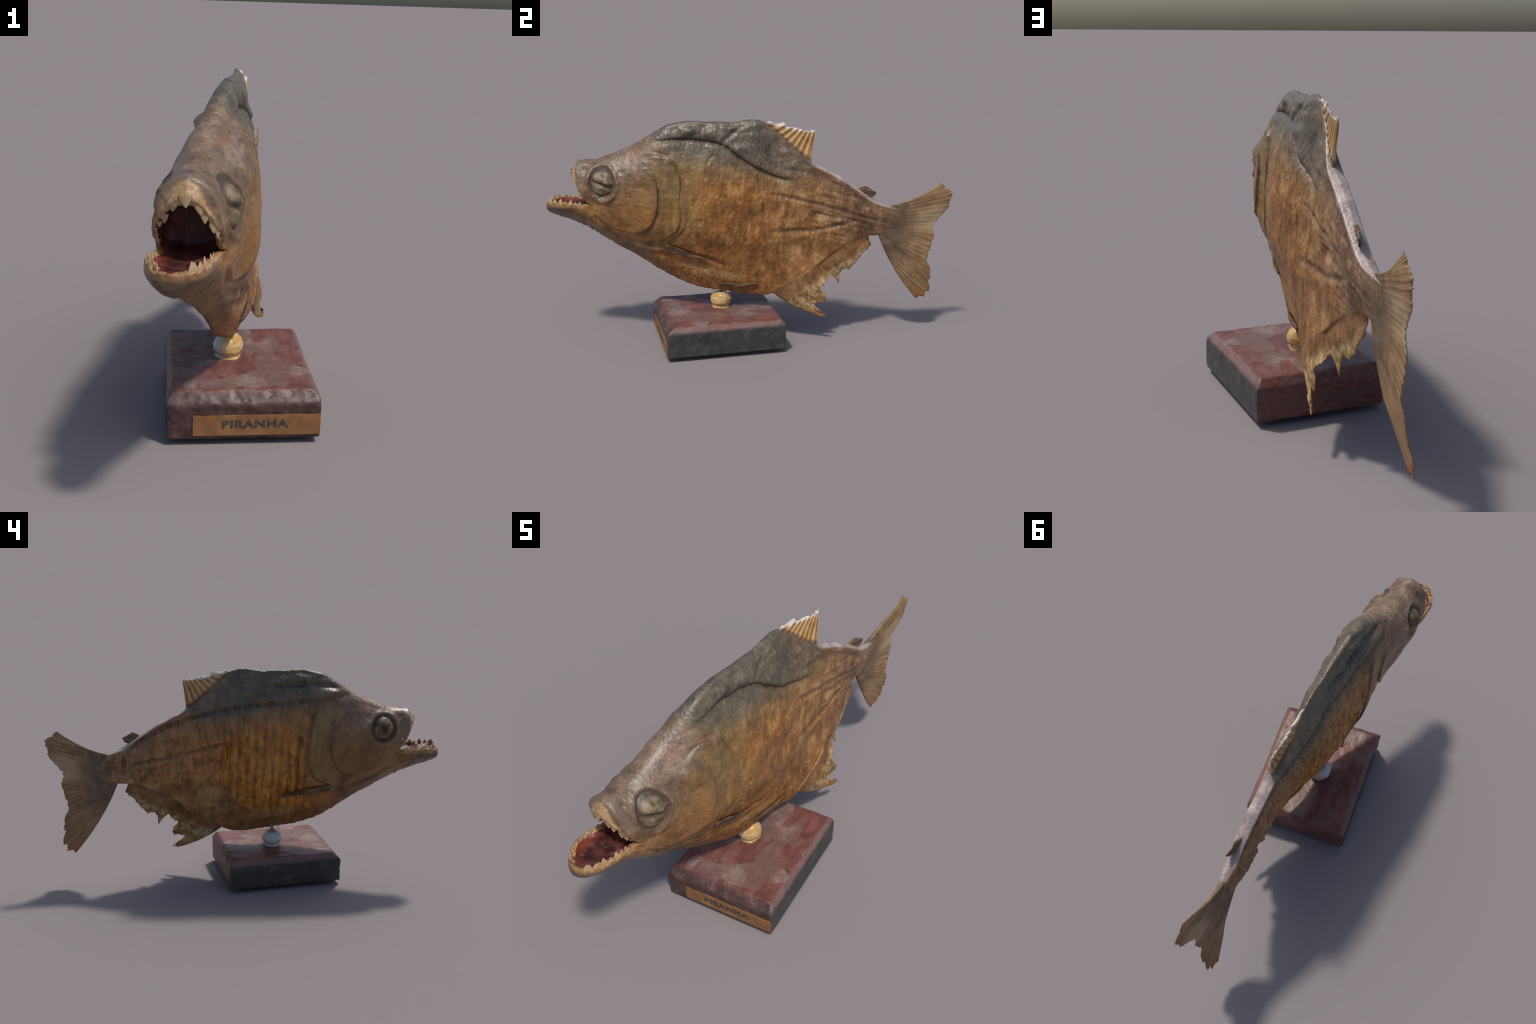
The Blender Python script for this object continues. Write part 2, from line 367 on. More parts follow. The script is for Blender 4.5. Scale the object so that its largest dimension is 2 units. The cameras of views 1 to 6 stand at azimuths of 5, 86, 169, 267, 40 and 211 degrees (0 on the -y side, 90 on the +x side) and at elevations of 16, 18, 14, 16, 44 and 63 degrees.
# ------------------------------------------------------------------ node helper
class Tree:
    def __init__(s, name):
        s.mat = bpy.data.materials.new(name); s.mat.use_nodes = True
        s.t = s.mat.node_tree; s.bsdf = s.t.nodes["Principled BSDF"]
        s.co = s.n("ShaderNodeTexCoord").outputs["Object"]
        sep = s.n("ShaderNodeSeparateXYZ"); s.t.links.new(s.co, sep.inputs[0])
        s.x, s.y, s.z = sep.outputs
    def n(s, kind): return s.t.nodes.new(kind)
    def put(s, sock, v):
        if isinstance(v, bpy.types.NodeSocket): s.t.links.new(v, sock)
        elif isinstance(v, (tuple, list)) and len(v) == 3 and sock.type == "RGBA": sock.default_value = (*v, 1)
        else: sock.default_value = v
    def m(s, op, a, b=0.0, c=None):
        n = s.n("ShaderNodeMath"); n.operation = op
        s.put(n.inputs[0], a); s.put(n.inputs[1], b)
        if c is not None: s.put(n.inputs[2], c)
        return n.outputs[0]
    def add(s, a, b): return s.m("ADD", a, b)
    def sub(s, a, b): return s.m("SUBTRACT", a, b)
    def mul(s, *a):
        r = a[0]
        for b in a[1:]: r = s.m("MULTIPLY", r, b)
        return r
    def mx(s, *a):
        r = a[0]
        for b in a[1:]: r = s.m("MAXIMUM", r, b)
        return r
    def step(s, a, b, x):
        n = s.n("ShaderNodeMapRange"); n.interpolation_type = "SMOOTHSTEP"
        if a > b:
            n.inputs[1].default_value, n.inputs[2].default_value = b, a
            n.inputs[3].default_value, n.inputs[4].default_value = 1, 0
        else:
            n.inputs[1].default_value, n.inputs[2].default_value = a, b
        s.put(n.inputs[0], x); return n.outputs[0]
    def vec(s, x, y, z):
        n = s.n("ShaderNodeCombineXYZ")
        for i, v in enumerate((x, y, z)): s.put(n.inputs[i], v)
        return n.outputs[0]
    def scaled(s, sx, sy, sz): return s.vec(s.mul(s.x, sx), s.mul(s.y, sy), s.mul(s.z, sz))
    def noise(s, vec=None, scale=5.0, detail=4.0, rough=.55, dist=0.0):
        n = s.n("ShaderNodeTexNoise"); s.put(n.inputs["Vector"], vec or s.co)
        n.inputs["Scale"].default_value = scale; n.inputs["Detail"].default_value = detail
        n.inputs["Roughness"].default_value = rough; n.inputs["Distortion"].default_value = dist
        return n.outputs["Fac"]
    def vor(s, vec=None, scale=40.0):
        n = s.n("ShaderNodeTexVoronoi"); s.put(n.inputs["Vector"], vec or s.co); n.inputs["Scale"].default_value = scale
        return n.outputs["Distance"]
    def ramp1(s, x, pts, lo=0.0, hi=1.25):
        """piecewise curve of a coordinate"""
        a, b = pts[0][0], pts[-1][0]
        n = s.n("ShaderNodeMapRange"); n.inputs[1].default_value, n.inputs[2].default_value = a, b
        s.put(n.inputs[0], x)
        r = s.n("ShaderNodeValToRGB"); r.color_ramp.interpolation = "LINEAR"
        el = r.color_ramp.elements
        while len(el) < len(pts): el.new(.5)
        for e, (px, pv) in zip(el, pts):
            e.position = (px-a)/(b-a); g = (pv-lo)/(hi-lo); e.color = (g, g, g, 1)
        s.t.links.new(n.outputs[0], r.inputs[0])
        return s.add(s.mul(r.outputs[0], hi-lo), lo)
    def cr(s, f, stops):
        r = s.n("ShaderNodeValToRGB"); el = r.color_ramp.elements
        while len(el) < len(stops): el.new(.5)
        for e, (p, c) in zip(el, stops): e.position = p; e.color = (*c, 1)
        s.put(r.inputs[0], f); return r.outputs[0]
    def mix(s, f, a, b, mode="MIX"):
        n = s.n("ShaderNodeMix"); n.data_type = "RGBA"; n.blend_type = mode
        s.put(n.inputs[0], f); s.put(n.inputs[6], a); s.put(n.inputs[7], b)
        return n.outputs[2]
    def bump(s, h, strength=.3, dist=.004):
        n = s.n("ShaderNodeBump"); n.inputs["Strength"].default_value = strength; n.inputs["Distance"].default_value = dist
        s.put(n.inputs["Height"], h); s.t.links.new(n.outputs[0], s.bsdf.inputs["Normal"])
    def done(s, col, rough=.5, spec=.4):
        s.put(s.bsdf.inputs["Base Color"], col); s.put(s.bsdf.inputs["Roughness"], rough)
        s.bsdf.inputs["Specular IOR Level"].default_value = spec
        return s.mat

def skin_material():
    T = Tree("dried_skin"); x, y, z = T.x, T.y, T.z
    wob = T.sub(T.noise(scale=9, detail=5, rough=.6), .5)
    fine = T.noise(T.scaled(60, 130, 45), 1.0, 3)
    rows = T.noise(T.scaled(8, 34, 10), 1.0, 6, .65, .8)
    blot = T.noise(scale=15, detail=8, rough=.68)
    wide = T.noise(scale=4.5, detail=4, rough=.5)
    grit = T.noise(scale=85, detail=3, rough=.6)
    right = T.step(-.075, -.035, x)
    left = T.sub(1.0, right)
    # flank: mottled brown, golden and tan, streaked from back to belly
    f = T.add(T.add(T.mul(rows, .28), T.mul(blot, .44)), T.add(T.mul(wide, .20), T.mul(grit, .08)))
    f = T.add(T.mul(T.sub(f, .5), 1.45), .5)
    col = T.cr(f, [(.36, (.135, .066, .025)), (.45, (.235, .118, .042)), (.53, (.330, .178, .064)), (.62, (.470, .300, .150))])
    rust = T.step(.50, .64, T.noise(T.scaled(5, 16, 7), 1.0, 5, .6, .5))
    col = T.mix(T.mul(rust, .55), col, (.310, .120, .034))
    # paler, pinker skin behind and below, olive behind the gills
    pale = T.cr(f, [(.38, (.220, .128, .068)), (.50, (.380, .245, .140)), (.60, (.530, .385, .245))])
    behind = T.mul(T.step(.02, .16, T.add(y, T.mul(wob, .25))), T.step(.30, .55, T.add(wide, T.mul(wob, .3))))
    col = T.mix(T.mul(behind, .65), col, pale)
    olive_b = T.mul(T.step(-.42, -.36, y), T.step(-.20, -.31, T.add(y, T.mul(wob, .12))), T.step(.48, .6, z))
    col = T.mix(T.mul(olive_b, .6), col, T.cr(f, [(.40, (.150, .110, .055)), (.52, (.290, .225, .115)), (.62, (.380, .320, .200))]))
    # the other flank: amber ribs between darker stripes
    ph = T.mul(T.add(T.add(y, T.mul(T.sub(z, .65), .03)), T.mul(wob, .05)), 2*math.pi/.0425)
    stripe = T.add(T.mul(T.m("COSINE", ph), .10), blot)
    ribs = T.mul(left, T.step(-.38, -.26, y), T.step(.2, .02, y), T.step(.30, .42, z), T.step(.90, .70, T.add(z, T.mul(wob, .15))))
    amber = T.cr(stripe, [(.28, (.120, .050, .014)), (.45, (.270, .130, .028)), (.62, (.440, .250, .048)), (.80, (.520, .370, .120))])
    col = T.mix(T.mul(ribs, .85), col, amber)
    col = T.mix(T.mul(left, T.step(-.05, .15, y), T.step(.4, .6, wide), .5), col, (.250, .110, .035))
    baked_glints = T.step(.54, .66, T.noise(T.scaled(6, 62, 13), 1.0, 4, .6, .6))
    col = T.mix(T.mul(baked_glints, left, T.step(-.30, -.15, y), T.step(.92, .80, z), .55), col, (.58, .45, .27))  # baked highlight streaks, painted on as pale tan
    # dark smudges
    col = T.mix(T.mul(T.step(.64, .70, T.noise(scale=13, detail=3)), .55), col, (.110, .066, .040))
    col = T.mix(1.0, col, T.mix(right, (1.32, 1.06, .62), (1.02, .91, .70)), "MULTIPLY")
    # tail stalk: greyer brown
    stalk = T.step(.20, .62, T.add(T.add(y, T.mul(T.sub(z, .65), .75)), T.mul(wob, .2)))
    col = T.mix(T.mul(stalk, .7), col, T.cr(f, [(.38, (.120, .075, .050)), (.50, (.230, .152, .105)), (.60, (.360, .260, .190))]))
    # dark back
    backline = T.ramp1(y, [(-.62, 1.25), (-.52, 1.03), (-.42, .965), (-.3, .935), (-.1, .905), (.05, .865), (.2, .84), (.3, .90), (.4, 1.25)])
    d = T.sub(T.add(z, T.mul(wob, .13)), backline)
    col = T.mix(T.mul(T.step(-.13, .01, d), .70), col, T.cr(f, [(.40, (.110, .090, .055)), (.60, (.280, .225, .135))]))
    dark = T.cr(T.add(T.mul(blot, .6), T.mul(grit, .4)), [(.36, (.058, .057, .050)), (.50, (.115, .110, .098)), (.64, (.190, .178, .160))])
    col = T.mix(T.mul(T.step(-.04, .05, d), .93), col, dark)
    rear = T.mul(T.step(.00, .14, T.add(y, T.mul(wob, .1))), T.step(.45, .3, y), T.step(-.02, .05, d))
    col = T.mix(T.mul(rear, .6), col, T.cr(f, [(.40, (.110, .078, .058)), (.60, (.270, .205, .160))]))
    ridge = T.sub(z, T.ramp1(y, [(.2, .965), (.3, .893), (.4, .842), (.5, .781), (.6, .709), (.7, .668), (.8, .652)]))
    col = T.mix(T.mul(T.step(-.012, .002, T.add(ridge, T.mul(wob, .02))), T.step(.25, .32, y), T.step(.74, .68, y), .85), col, T.cr(blot, [(.35, (.330, .290, .330)), (.65, (.600, .560, .660))]))
    col = T.mix(T.mul(T.step(.64, .72, T.add(y, T.mul(wob, .08))), .7), col, T.cr(f, [(.40, (.085, .055, .036)), (.60, (.210, .140, .085))]))
    # shade in the folds, painted into the colour as dark lines
    def fold_shade(pts, w, lo=.3, hi=1.1):
        q = T.m("ABSOLUTE", T.add(T.sub(z, T.ramp1(y, pts, lo, hi)), T.mul(wob, .016)))
        return T.mul(T.step(w, w*.15, q), T.step(pts[0][0], pts[0][0]+.08, y), T.step(pts[-1][0], pts[-1][0]-.06, y))
    s = T.mx(T.mul(right, fold_shade([(.072,.761), (.221,.728), (.408,.675), (.598,.617)], .016)),
             T.mul(right, fold_shade([(.28,.661), (.46,.625), (.60,.585)], .013)),
             T.mul(right, fold_shade([(.075,.57), (.28,.569), (.411,.588), (.532,.617)], .018)),
             T.mul(right, fold_shade([(.129,.874), (.267,.862), (.408,.803), (.533,.728), (.602,.670)], .020)),
             T.mul(right, fold_shade([(-.47,1.005), (-.353,1.020), (-.237,1.012), (-.147,.995), (-.057,.930), (.034,.875), (.145,.828), (.24,.815)], .024)),
             T.mul(left, fold_shade([(.1,.905), (.2,.878), (.355,.832), (.514,.748), (.63,.66)], .022)),
             T.mul(left, fold_shade([(.043,.746), (.34,.667), (.6,.619)], .016)))
    col = T.mix(T.mul(s, T.add(T.mul(blot, .5), .35)), col, (.075, .050, .034))
    # keel band
    kl = T.ramp1(y, [(-.75, .58), (-.612, .488), (-.465, .455), (-.336, .388), (-.205, .328), (.042, .275), (.12, .27)])
    kd = T.sub(T.add(z, T.mul(wob, .04)), kl)
    krow = T.noise(T.vec(0.0, T.mul(T.add(y, T.mul(z, .4)), 90), T.mul(z, 6)), 1.0, 2)
    col = T.mix(T.mul(T.step(.02, -.03, kd), T.step(.16, .06, y), .85), col, T.cr(T.add(T.mul(krow, .5), T.mul(blot, .5)), [(.36, (.125, .050, .020)), (.50, (.225, .100, .036)), (.64, (.330, .175, .070))]))
    col = T.mix(T.mul(T.step(.035, .010, T.m("ABSOLUTE", T.sub(kd, .035))), T.step(-.36, -.25, y), T.step(.0, -.12, y), right, .6), col, T.mix(blot, (.27, .16, .06), (.60, .45, .22)))
    # head: mauve brown above, gold cheek, olive gill cover
    gill = T.add(T.ramp1(z, [(.40,-.50), (.50,-.44), (.56,-.36), (.65,-.325), (.80,-.335), (.90,-.37), (.96,-.43), (1.1,-.60)], -1.0, 0.0), T.mul(wob, .03))
    head = T.step(.016, -.016, T.sub(y, gill))
    nape = T.step(-.53, -.43, T.add(T.sub(y, T.mul(T.sub(z, .95), .5)), T.mul(wob, .15)))
    up = T.step(.68, .90, T.add(z, T.mul(wob, .22)))
    hf = T.add(T.add(T.mul(blot, .5), T.mul(wide, .3)), T.mul(grit, .2))
    hf = T.add(T.mul(T.sub(hf, .5), 1.6), .5)
    mauve = T.cr(hf, [(.34, (.088, .056, .040)), (.46, (.160, .112, .082)), (.57, (.230, .172, .135)), (.70, (.350, .285, .245))])
    mauve = T.mix(T.mul(T.step(.52, .66, T.noise(scale=7, detail=5)), .6), mauve, (.270, .140, .088))
    tan = T.cr(hf, [(.34, (.115, .064, .030)), (.50, (.230, .142, .068)), (.66, (.370, .245, .130))])
    hcol = T.mix(up, tan, mauve)
    olive = T.cr(T.add(T.mul(T.noise(T.scaled(10, 40, 6), 1.0, 3), .5), T.mul(blot, .5)), [(.36, (.170, .110, .045)), (.50, (.275, .195, .082)), (.64, (.370, .290, .140))])
    cy, cz = T.sub(y, -.585), T.sub(z, .735)
    cheek = T.add(T.m("SQRT", T.add(T.m("POWER", T.m("DIVIDE", cy, .140), 2.0), T.m("POWER", T.m("DIVIDE", cz, .172), 2.0))), T.mul(wob, .10))
    hcol = T.mix(T.mul(T.step(.99, 1.07, cheek), T.step(-.52, -.46, y), T.step(.98, .88, T.add(z, T.mul(wob, .1))), .85), hcol, olive)
    ang = T.m("ARCTAN2", T.sub(z, .76), T.sub(y, -.64))
    rays = T.noise(T.vec(T.mul(ang, 22), T.mul(cheek, 1.2), T.mul(x, 4)), 1.0, 4, .6)
    gold = T.cr(T.add(T.mul(rays, .5), T.mul(blot, .5)), [(.36, (.170, .102, .040)), (.50, (.285, .185, .072)), (.64, (.400, .280, .120))])
    rusty = T.mul(T.step(.76, .60, T.add(z, T.mul(wob, .1))), T.step(.36, .60, T.noise(scale=6, detail=4)))
    gold = T.mix(T.mul(rusty, .65), gold, T.mix(blot, (.220, .085, .024), (.440, .200, .055)))
    gmask = T.mul(T.step(1.04, .88, cheek), T.step(-.68, -.53, T.add(T.add(y, T.mul(T.sub(.75, z), .35)), T.mul(wob, .12))), T.step(.94, .80, T.add(z, T.mul(wob, .12))))
    hcol = T.mix(T.mul(gmask, T.add(T.mul(right, .33), .42)), hcol, gold)
    hcol = T.mix(T.mul(T.step(.07, .01, T.m("ABSOLUTE", T.sub(cheek, 1.05))), T.step(-.60, -.50, y), T.step(.95, .86, z), .45), hcol, (.125, .068, .040))
    hcol = T.mix(T.step(.82, .64, z), T.mix(1.0, hcol, (.96, .94, .98), "MULTIPLY"), T.mix(1.0, hcol, (1.06, .88, .68), "MULTIPLY"))
    col = T.mix(T.mul(head, T.sub(1.0, T.mul(nape, T.step(.93, .99, z)))), col, hcol)
    col = T.mix(T.mul(T.step(.026, .004, T.m("ABSOLUTE", T.sub(y, T.add(gill, .006)))), T.step(.50, .56, z), T.step(.97, .90, z), blot, .75), col, (.110, .062, .036))
    # throat and under-jaw
    jl = T.ramp1(y, [(-1.0, .66), (-.80, .655), (-.767, .645), (-.644, .555), (-.517, .508), (-.40, .50)])
    thr = T.mul(T.step(.015, -.015, T.sub(T.add(z, T.mul(wob, .03)), jl)), T.step(-.45, -.56, y))
    col = T.mix(T.mul(thr, .85), col, T.cr(hf, [(.36, (.100, .058, .034)), (.50, (.200, .120, .060)), (.64, (.320, .200, .095))]))
    col = T.mix(T.mul(T.step(.030, .008, T.m("ABSOLUTE", T.sub(T.sub(z, jl), .018))), T.step(-.78, -.72, y), T.step(-.50, -.56, y), .6), col, T.mix(blot, (.25, .12, .04), (.50, .29, .12)))
    # dark eye rim
    for ex, ey, ea, eb, sd in ((-.713, .814, .062, .074, right), (-.700, .818, .062, .066, left)):
        q = T.m("SQRT", T.add(T.m("POWER", T.m("DIVIDE", T.sub(y, ex), ea), 2.0), T.m("POWER", T.m("DIVIDE", T.sub(z, ey), eb), 2.0)))
        col = T.mix(T.mul(T.step(1.18, .98, T.add(q, T.mul(wob, .2))), sd, .7), col, (.085, .062, .052))
    # pale gums, grey lips
    lipy = T.ramp1(z, [(.70,-.783), (.72,-.790), (.76,-.815), (.81,-.835), (.86,-.843), (.905,-.842), (.94,-.840)], -1.0, 0.0)
    um = T.mul(T.step(.002, -.006, T.add(T.sub(y, lipy), T.mul(wob, .01))), T.step(.722, .732, z))
    col = T.mix(T.mul(T.step(.030, .008, T.m("ABSOLUTE", T.sub(T.sub(y, lipy), .018))), T.step(.74, .80, z), T.step(-.78, -.81, y), .5), col, (.235, .190, .170))
    gum = T.cr(hf, [(.36, (.240, .150, .085)), (.50, (.390, .265, .155)), (.64, (.520, .380, .240))])
    col = T.mix(um, col, gum)
    lm = T.mul(T.step(.680, .694, T.add(z, T.mul(wob, .03))), T.step(-.79, -.82, y), T.step(.76, .74, z))
    lip = T.mul(T.step(.620, .650, T.add(z, T.mul(wob, .04))), T.step(-.82, -.90, y), T.step(.70, .69, z))
    col = T.mix(T.mul(lip, .75), col, (.100, .078, .068))
    col = T.mix(lm, col, T.cr(hf, [(.36, (.230, .130, .062)), (.50, (.380, .240, .125)), (.64, (.500, .350, .200))]))
    col = T.mix(1.0, col, (.92, .83, .68), "MULTIPLY")
    # bump: fine scale grain
    h = T.add(T.add(T.mul(fine, .6), T.mul(T.vor(T.scaled(70, 95, 70), 1.0), .5)), T.mul(blot, .8))
    T.bump(h, .5, .005)
    T.bsdf.inputs["Coat Weight"].default_value = .12; T.bsdf.inputs["Coat Roughness"].default_value = .28
    return T.done(col, T.add(T.mul(blot, .40), .22), .5)

def simple(name, a, b, scale, rough=.5, bump=.2, spec=.4, stretch=(1, 1, 1)):
    T = Tree(name)
    f = T.noise(T.scaled(*stretch), scale, 5, .6)
    T.bump(T.noise(scale=scale*4, detail=4), bump, .003)
    return T.done(T.mix(T.step(.36, .64, f), a, b), rough, spec)

def fin_material(name, kind):
    T = Tree(name); x, y, z = T.x, T.y, T.z
    mott = T.noise(scale=18, detail=6, rough=.65); w = T.sub(mott, .5)
    if kind == "caudal":
        ang = T.m("ARCTAN2", T.sub(z, .60), T.sub(y, .50)); r = T.m("SQRT", T.add(T.m("POWER", T.sub(y, .60), 2.0), T.m("POWER", T.sub(z, .60), 2.0)))
        st = T.add(T.mul(T.m("COSINE", T.mul(ang, 17*2*math.pi)), .03), T.noise(T.vec(T.mul(ang, 70), T.mul(r, 5), 0.0), 1.0, 4, .6))
        f = T.add(T.mul(st, .7), T.mul(mott, .3))
        col = T.cr(f, [(.36, (.165, .088, .036)), (.48, (.275, .160, .075)), (.58, (.390, .250, .130)), (.70, (.500, .350, .200))])
        near = T.step(.34, .16, T.add(r, T.mul(T.sub(T.noise(scale=8, detail=4), .5), .34)))
        col = T.mix(T.mul(near, .82), col, T.cr(mott, [(.35, (.085, .058, .040)), (.65, (.190, .130, .085))]))
        col = T.mix(T.mul(T.step(.25, .19, T.add(z, T.mul(w, .05))), .75), col, (.340, .140, .045))
        col = T.mix(T.mul(T.step(.09, .03, T.m("ABSOLUTE", T.sub(z, .60))), T.step(.80, .86, y), .5), col, (.56, .42, .25))
    elif kind == "dorsal":
        ang = T.m("ARCTAN2", T.sub(1.16, z), T.sub(.325, y))
        st = T.add(T.mul(T.m("COSINE", T.mul(ang, 44.0)), .20), T.mul(mott, .75))
        col = T.cr(st, [(.05, (.200, .085, .028)), (.30, (.400, .215, .075)), (.55, (.600, .390, .170)), (.75, (.68, .50, .27))])
        rim = T.sub(z, T.ramp1(y, [(.05,1.085), (.11,1.078), (.15,1.075), (.17,1.060), (.21,1.052), (.31,1.045)]))
        col = T.mix(T.step(-.004, .008, T.add(rim, T.mul(w, .02))), col, (.74, .66, .55))
        base = T.sub(z, T.ramp1(y, [(.05,1.10), (.1,1.064), (.15,1.02), (.2,.975), (.25,.933), (.30,.905)]))
        col = T.mix(T.mul(T.step(.022, .004, base), .8), col, (.150, .075, .045))
    else:
        st = T.noise(T.vec(T.mul(T.add(y, T.mul(z, .45)), 130), T.mul(z, 7), 0.0), 1.0, 3)
        f = T.add(T.mul(st, .35), T.mul(mott, .65))
        col = T.cr(f, [(.38, (.115, .050, .020)), (.50, (.210, .100, .038)), (.62, (.340, .190, .080))])
        out = T.add(T.sub(T.ramp1(y, [(.08,.245), (.123,.272), (.232,.321), (.326,.386), (.419,.455), (.512,.504), (.62,.53)]), z), T.mul(w, .06))
        col = T.mix(T.mul(T.step(.045, .085, out), .85), col, T.cr(T.noise(scale=34, detail=5), [(.38, (.200, .110, .040)), (.50, (.350, .215, .085)), (.64, (.560, .400, .210))]))
        col = T.mix(T.mul(T.step(.18, .14, T.add(z, T.mul(w, .03))), .8), col, (.260, .105, .040))
    T.bump(T.add(T.mul(st, .2), mott), .35, .003)
    return T.done(col, .55, .35)

# ------------------------------------------------------------------ build the body
def build_body(root, skin):
    X, Yv, Zv, Y, Z, H, bare = build_fields()
    F = np.empty((len(X), len(Yv), len(Zv)), np.float32)
    for i, q in enumerate(X):
        F[i] = abs(q) - (H[1] if q >= 0 else H[-1])
    # carve the open mouth
    k = int(np.searchsorted(Yv, -.52))
    Yh, Zh = Y[:k], Z[:k]
    gapes = {}
    for sd in (1, -1):
        scal = lambda k0, seed: np.abs(noise(Yh*k0, sd*3.0, seed=seed)) - .35 + .5*noise(Yh*150, sd*5.0, seed=seed+1)
        up_edge = upper_gum(Yh) + .010*scal(70, 62); low_edge = lower_gum(Yh) - .009*scal(60, 66)
        g = np.minimum((up_edge - Zh)*.75, Zh - low_edge)
        gapes[sd] = smin(g, (-.772 - Yh)*.8, .01)
    wall = .010
    inner = {}
    for sd in (1, -1):                     # skin thickness also counts along the snout and the jaw tip
        h = H[sd][:k]; n = 4
        fwd = np.concatenate([np.repeat(h[:1], n, 0), h[:-n]])
        up = np.concatenate([h[:, 3:], np.repeat(h[:, -1:], 3, 1)], 1)
        inner[sd] = np.minimum(np.minimum(h, fwd), np.where(Zh > .76, up, h))
    for i, q in enumerate(X):
        h = inner[1 if q >= 0 else -1]
        lining = h - wall - .012*sstep(-.80, -.65, Yh) - abs(q) + .005*fbm(Yh*24, Zh*24, q*24, 61, 2)
        bow = .25*(q**2)/.08
        cav = smin(smin(lining, mouth_roof(Yh) - bow - Zh, .02), Zh - mouth_floor(Yh) - bow*.6, .02)
        cav = cav - .006*np.clip(fbm(Yh*22, Zh*22, q*22, 65, 2), -.5, 1)
        cav = smin(cav, (-.725 - Yh)*.8, .02)
        F[i, :k] = np.maximum(F[i, :k], np.maximum(np.minimum(gapes[1 if q >= 0 else -1], .05), cav))
    P, Q = surface_nets(F, (X[0], Yv[0], Zv[0]), STEP)
    P = smooth(P, Q, 2)
    q0, yy, zz = P[:, 0].copy(), P[:, 1], P[:, 2]
    # which vertices belong to the carved lining: well inside the closed outer skin
    iy = np.clip(((yy - Yv[0])/STEP).round().astype(int), 0, len(Yv)-1)
    iz = np.clip(((zz - Zv[0])/STEP).round().astype(int), 0, len(Zv)-1)
    hout = np.where(q0 >= 0, H[1][iy, iz], H[-1][iy, iz])
    lining = (hout - abs(q0) > .0075) & (yy < -.56)
    lining &= ~((yy < -.775) & (zz < upper_gum(yy) + .004) & (zz > upper_gum(yy) - .012) & (yy > -.9))
    lining &= (zz < mouth_roof(yy) + .012) & (zz > mouth_floor(yy) - .015)
    lining &= ~((yy < -.78) & (zz > lower_gum(yy) - .006) & (zz < lower_gum(yy) + .01))
    Pw = P.copy(); Pw[:, 0] += middle(yy, zz)
    N = vertex_normals(Pw, Q)
    C = P[Q].mean(1); cy, cz = C[:, 1], C[:, 2]
    gill = np.interp(cz, [.40, .50, .56, .65, .80, .90, .96, 1.1], [-.50, -.44, -.36, -.325, -.335, -.37, -.43, -.60])
    jaw = np.interp(cy, [-1, -.785, -.767, -.644, -.58, -.55], [.72, .705, .662, .563, .535, .40])
    cheek = np.hypot((cy+.585)/.140, (cz-.735)/.172)
    reg = np.where(cy < gill, 0, 3)
    reg[(cy < gill) & (cz < jaw) & (cy < -.55)] = 1
    cover = (cy < gill) & (cheek > 1.0) & (cy > -.50) & (cz > .52) & (cz < .95) & (abs(C[:, 0]) > .03)
    reg[cover & (C[:, 0] > 0)] = 2
    reg[cover & (C[:, 0] < 0)] = 5
    reg[cy > .50] = 4
    reg[lining[Q].sum(1) >= 3] = 6
    names = {0: "head", 1: "lower_jaw", 2: "gill_cover", 3: "torso", 4: "tail_stalk", 5: "gill_cover", 6: "mouth_lining"}
    flesh = flesh_material()
    parts = {}
    for r in (0, 1, 2, 3, 4, 5, 6):
        q = Q[reg == r]
        if not len(q): continue
        used, inv = np.unique(q, return_inverse=True)
        me = mesh_from(names[r], Pw[used], inv.reshape(q.shape), N[used])
        par = parts[0] if r in (2, 5, 6) else root
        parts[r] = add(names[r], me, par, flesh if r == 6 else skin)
    hs = {s: (lambda yq, zq, s=s: H[s][min(max(int(round((yq-Yv[0])/STEP)), 0), len(Yv)-1), min(max(int(round((zq-Zv[0])/STEP)), 0), len(Zv)-1)]) for s in (1, -1)}
    hb = {s: (lambda yq, zq, s=s: bare[s][int(round((yq-Yv[0])/STEP)), int(round((zq-Zv[0])/STEP))]) for s in (1, -1)}
    return parts, hs, hb

def flesh_material():
    T = Tree("dried_mouth_flesh")
    b = T.noise(scale=16, detail=4)
    col = T.mix(T.step(.35, .65, b), (.040, .010, .009), (.130, .034, .028))
    col = T.mix(T.mul(T.step(.55, .7, T.noise(scale=34, detail=3)), .5), col, (.26, .13, .11))
    col = T.mix(T.mul(T.step(-.10, -.135, T.x), T.step(-.78, -.86, T.y), .6), col, (.25, .042, .022))
    T.bump(b, .6, .012)
    return T.done(col, .48, .4)

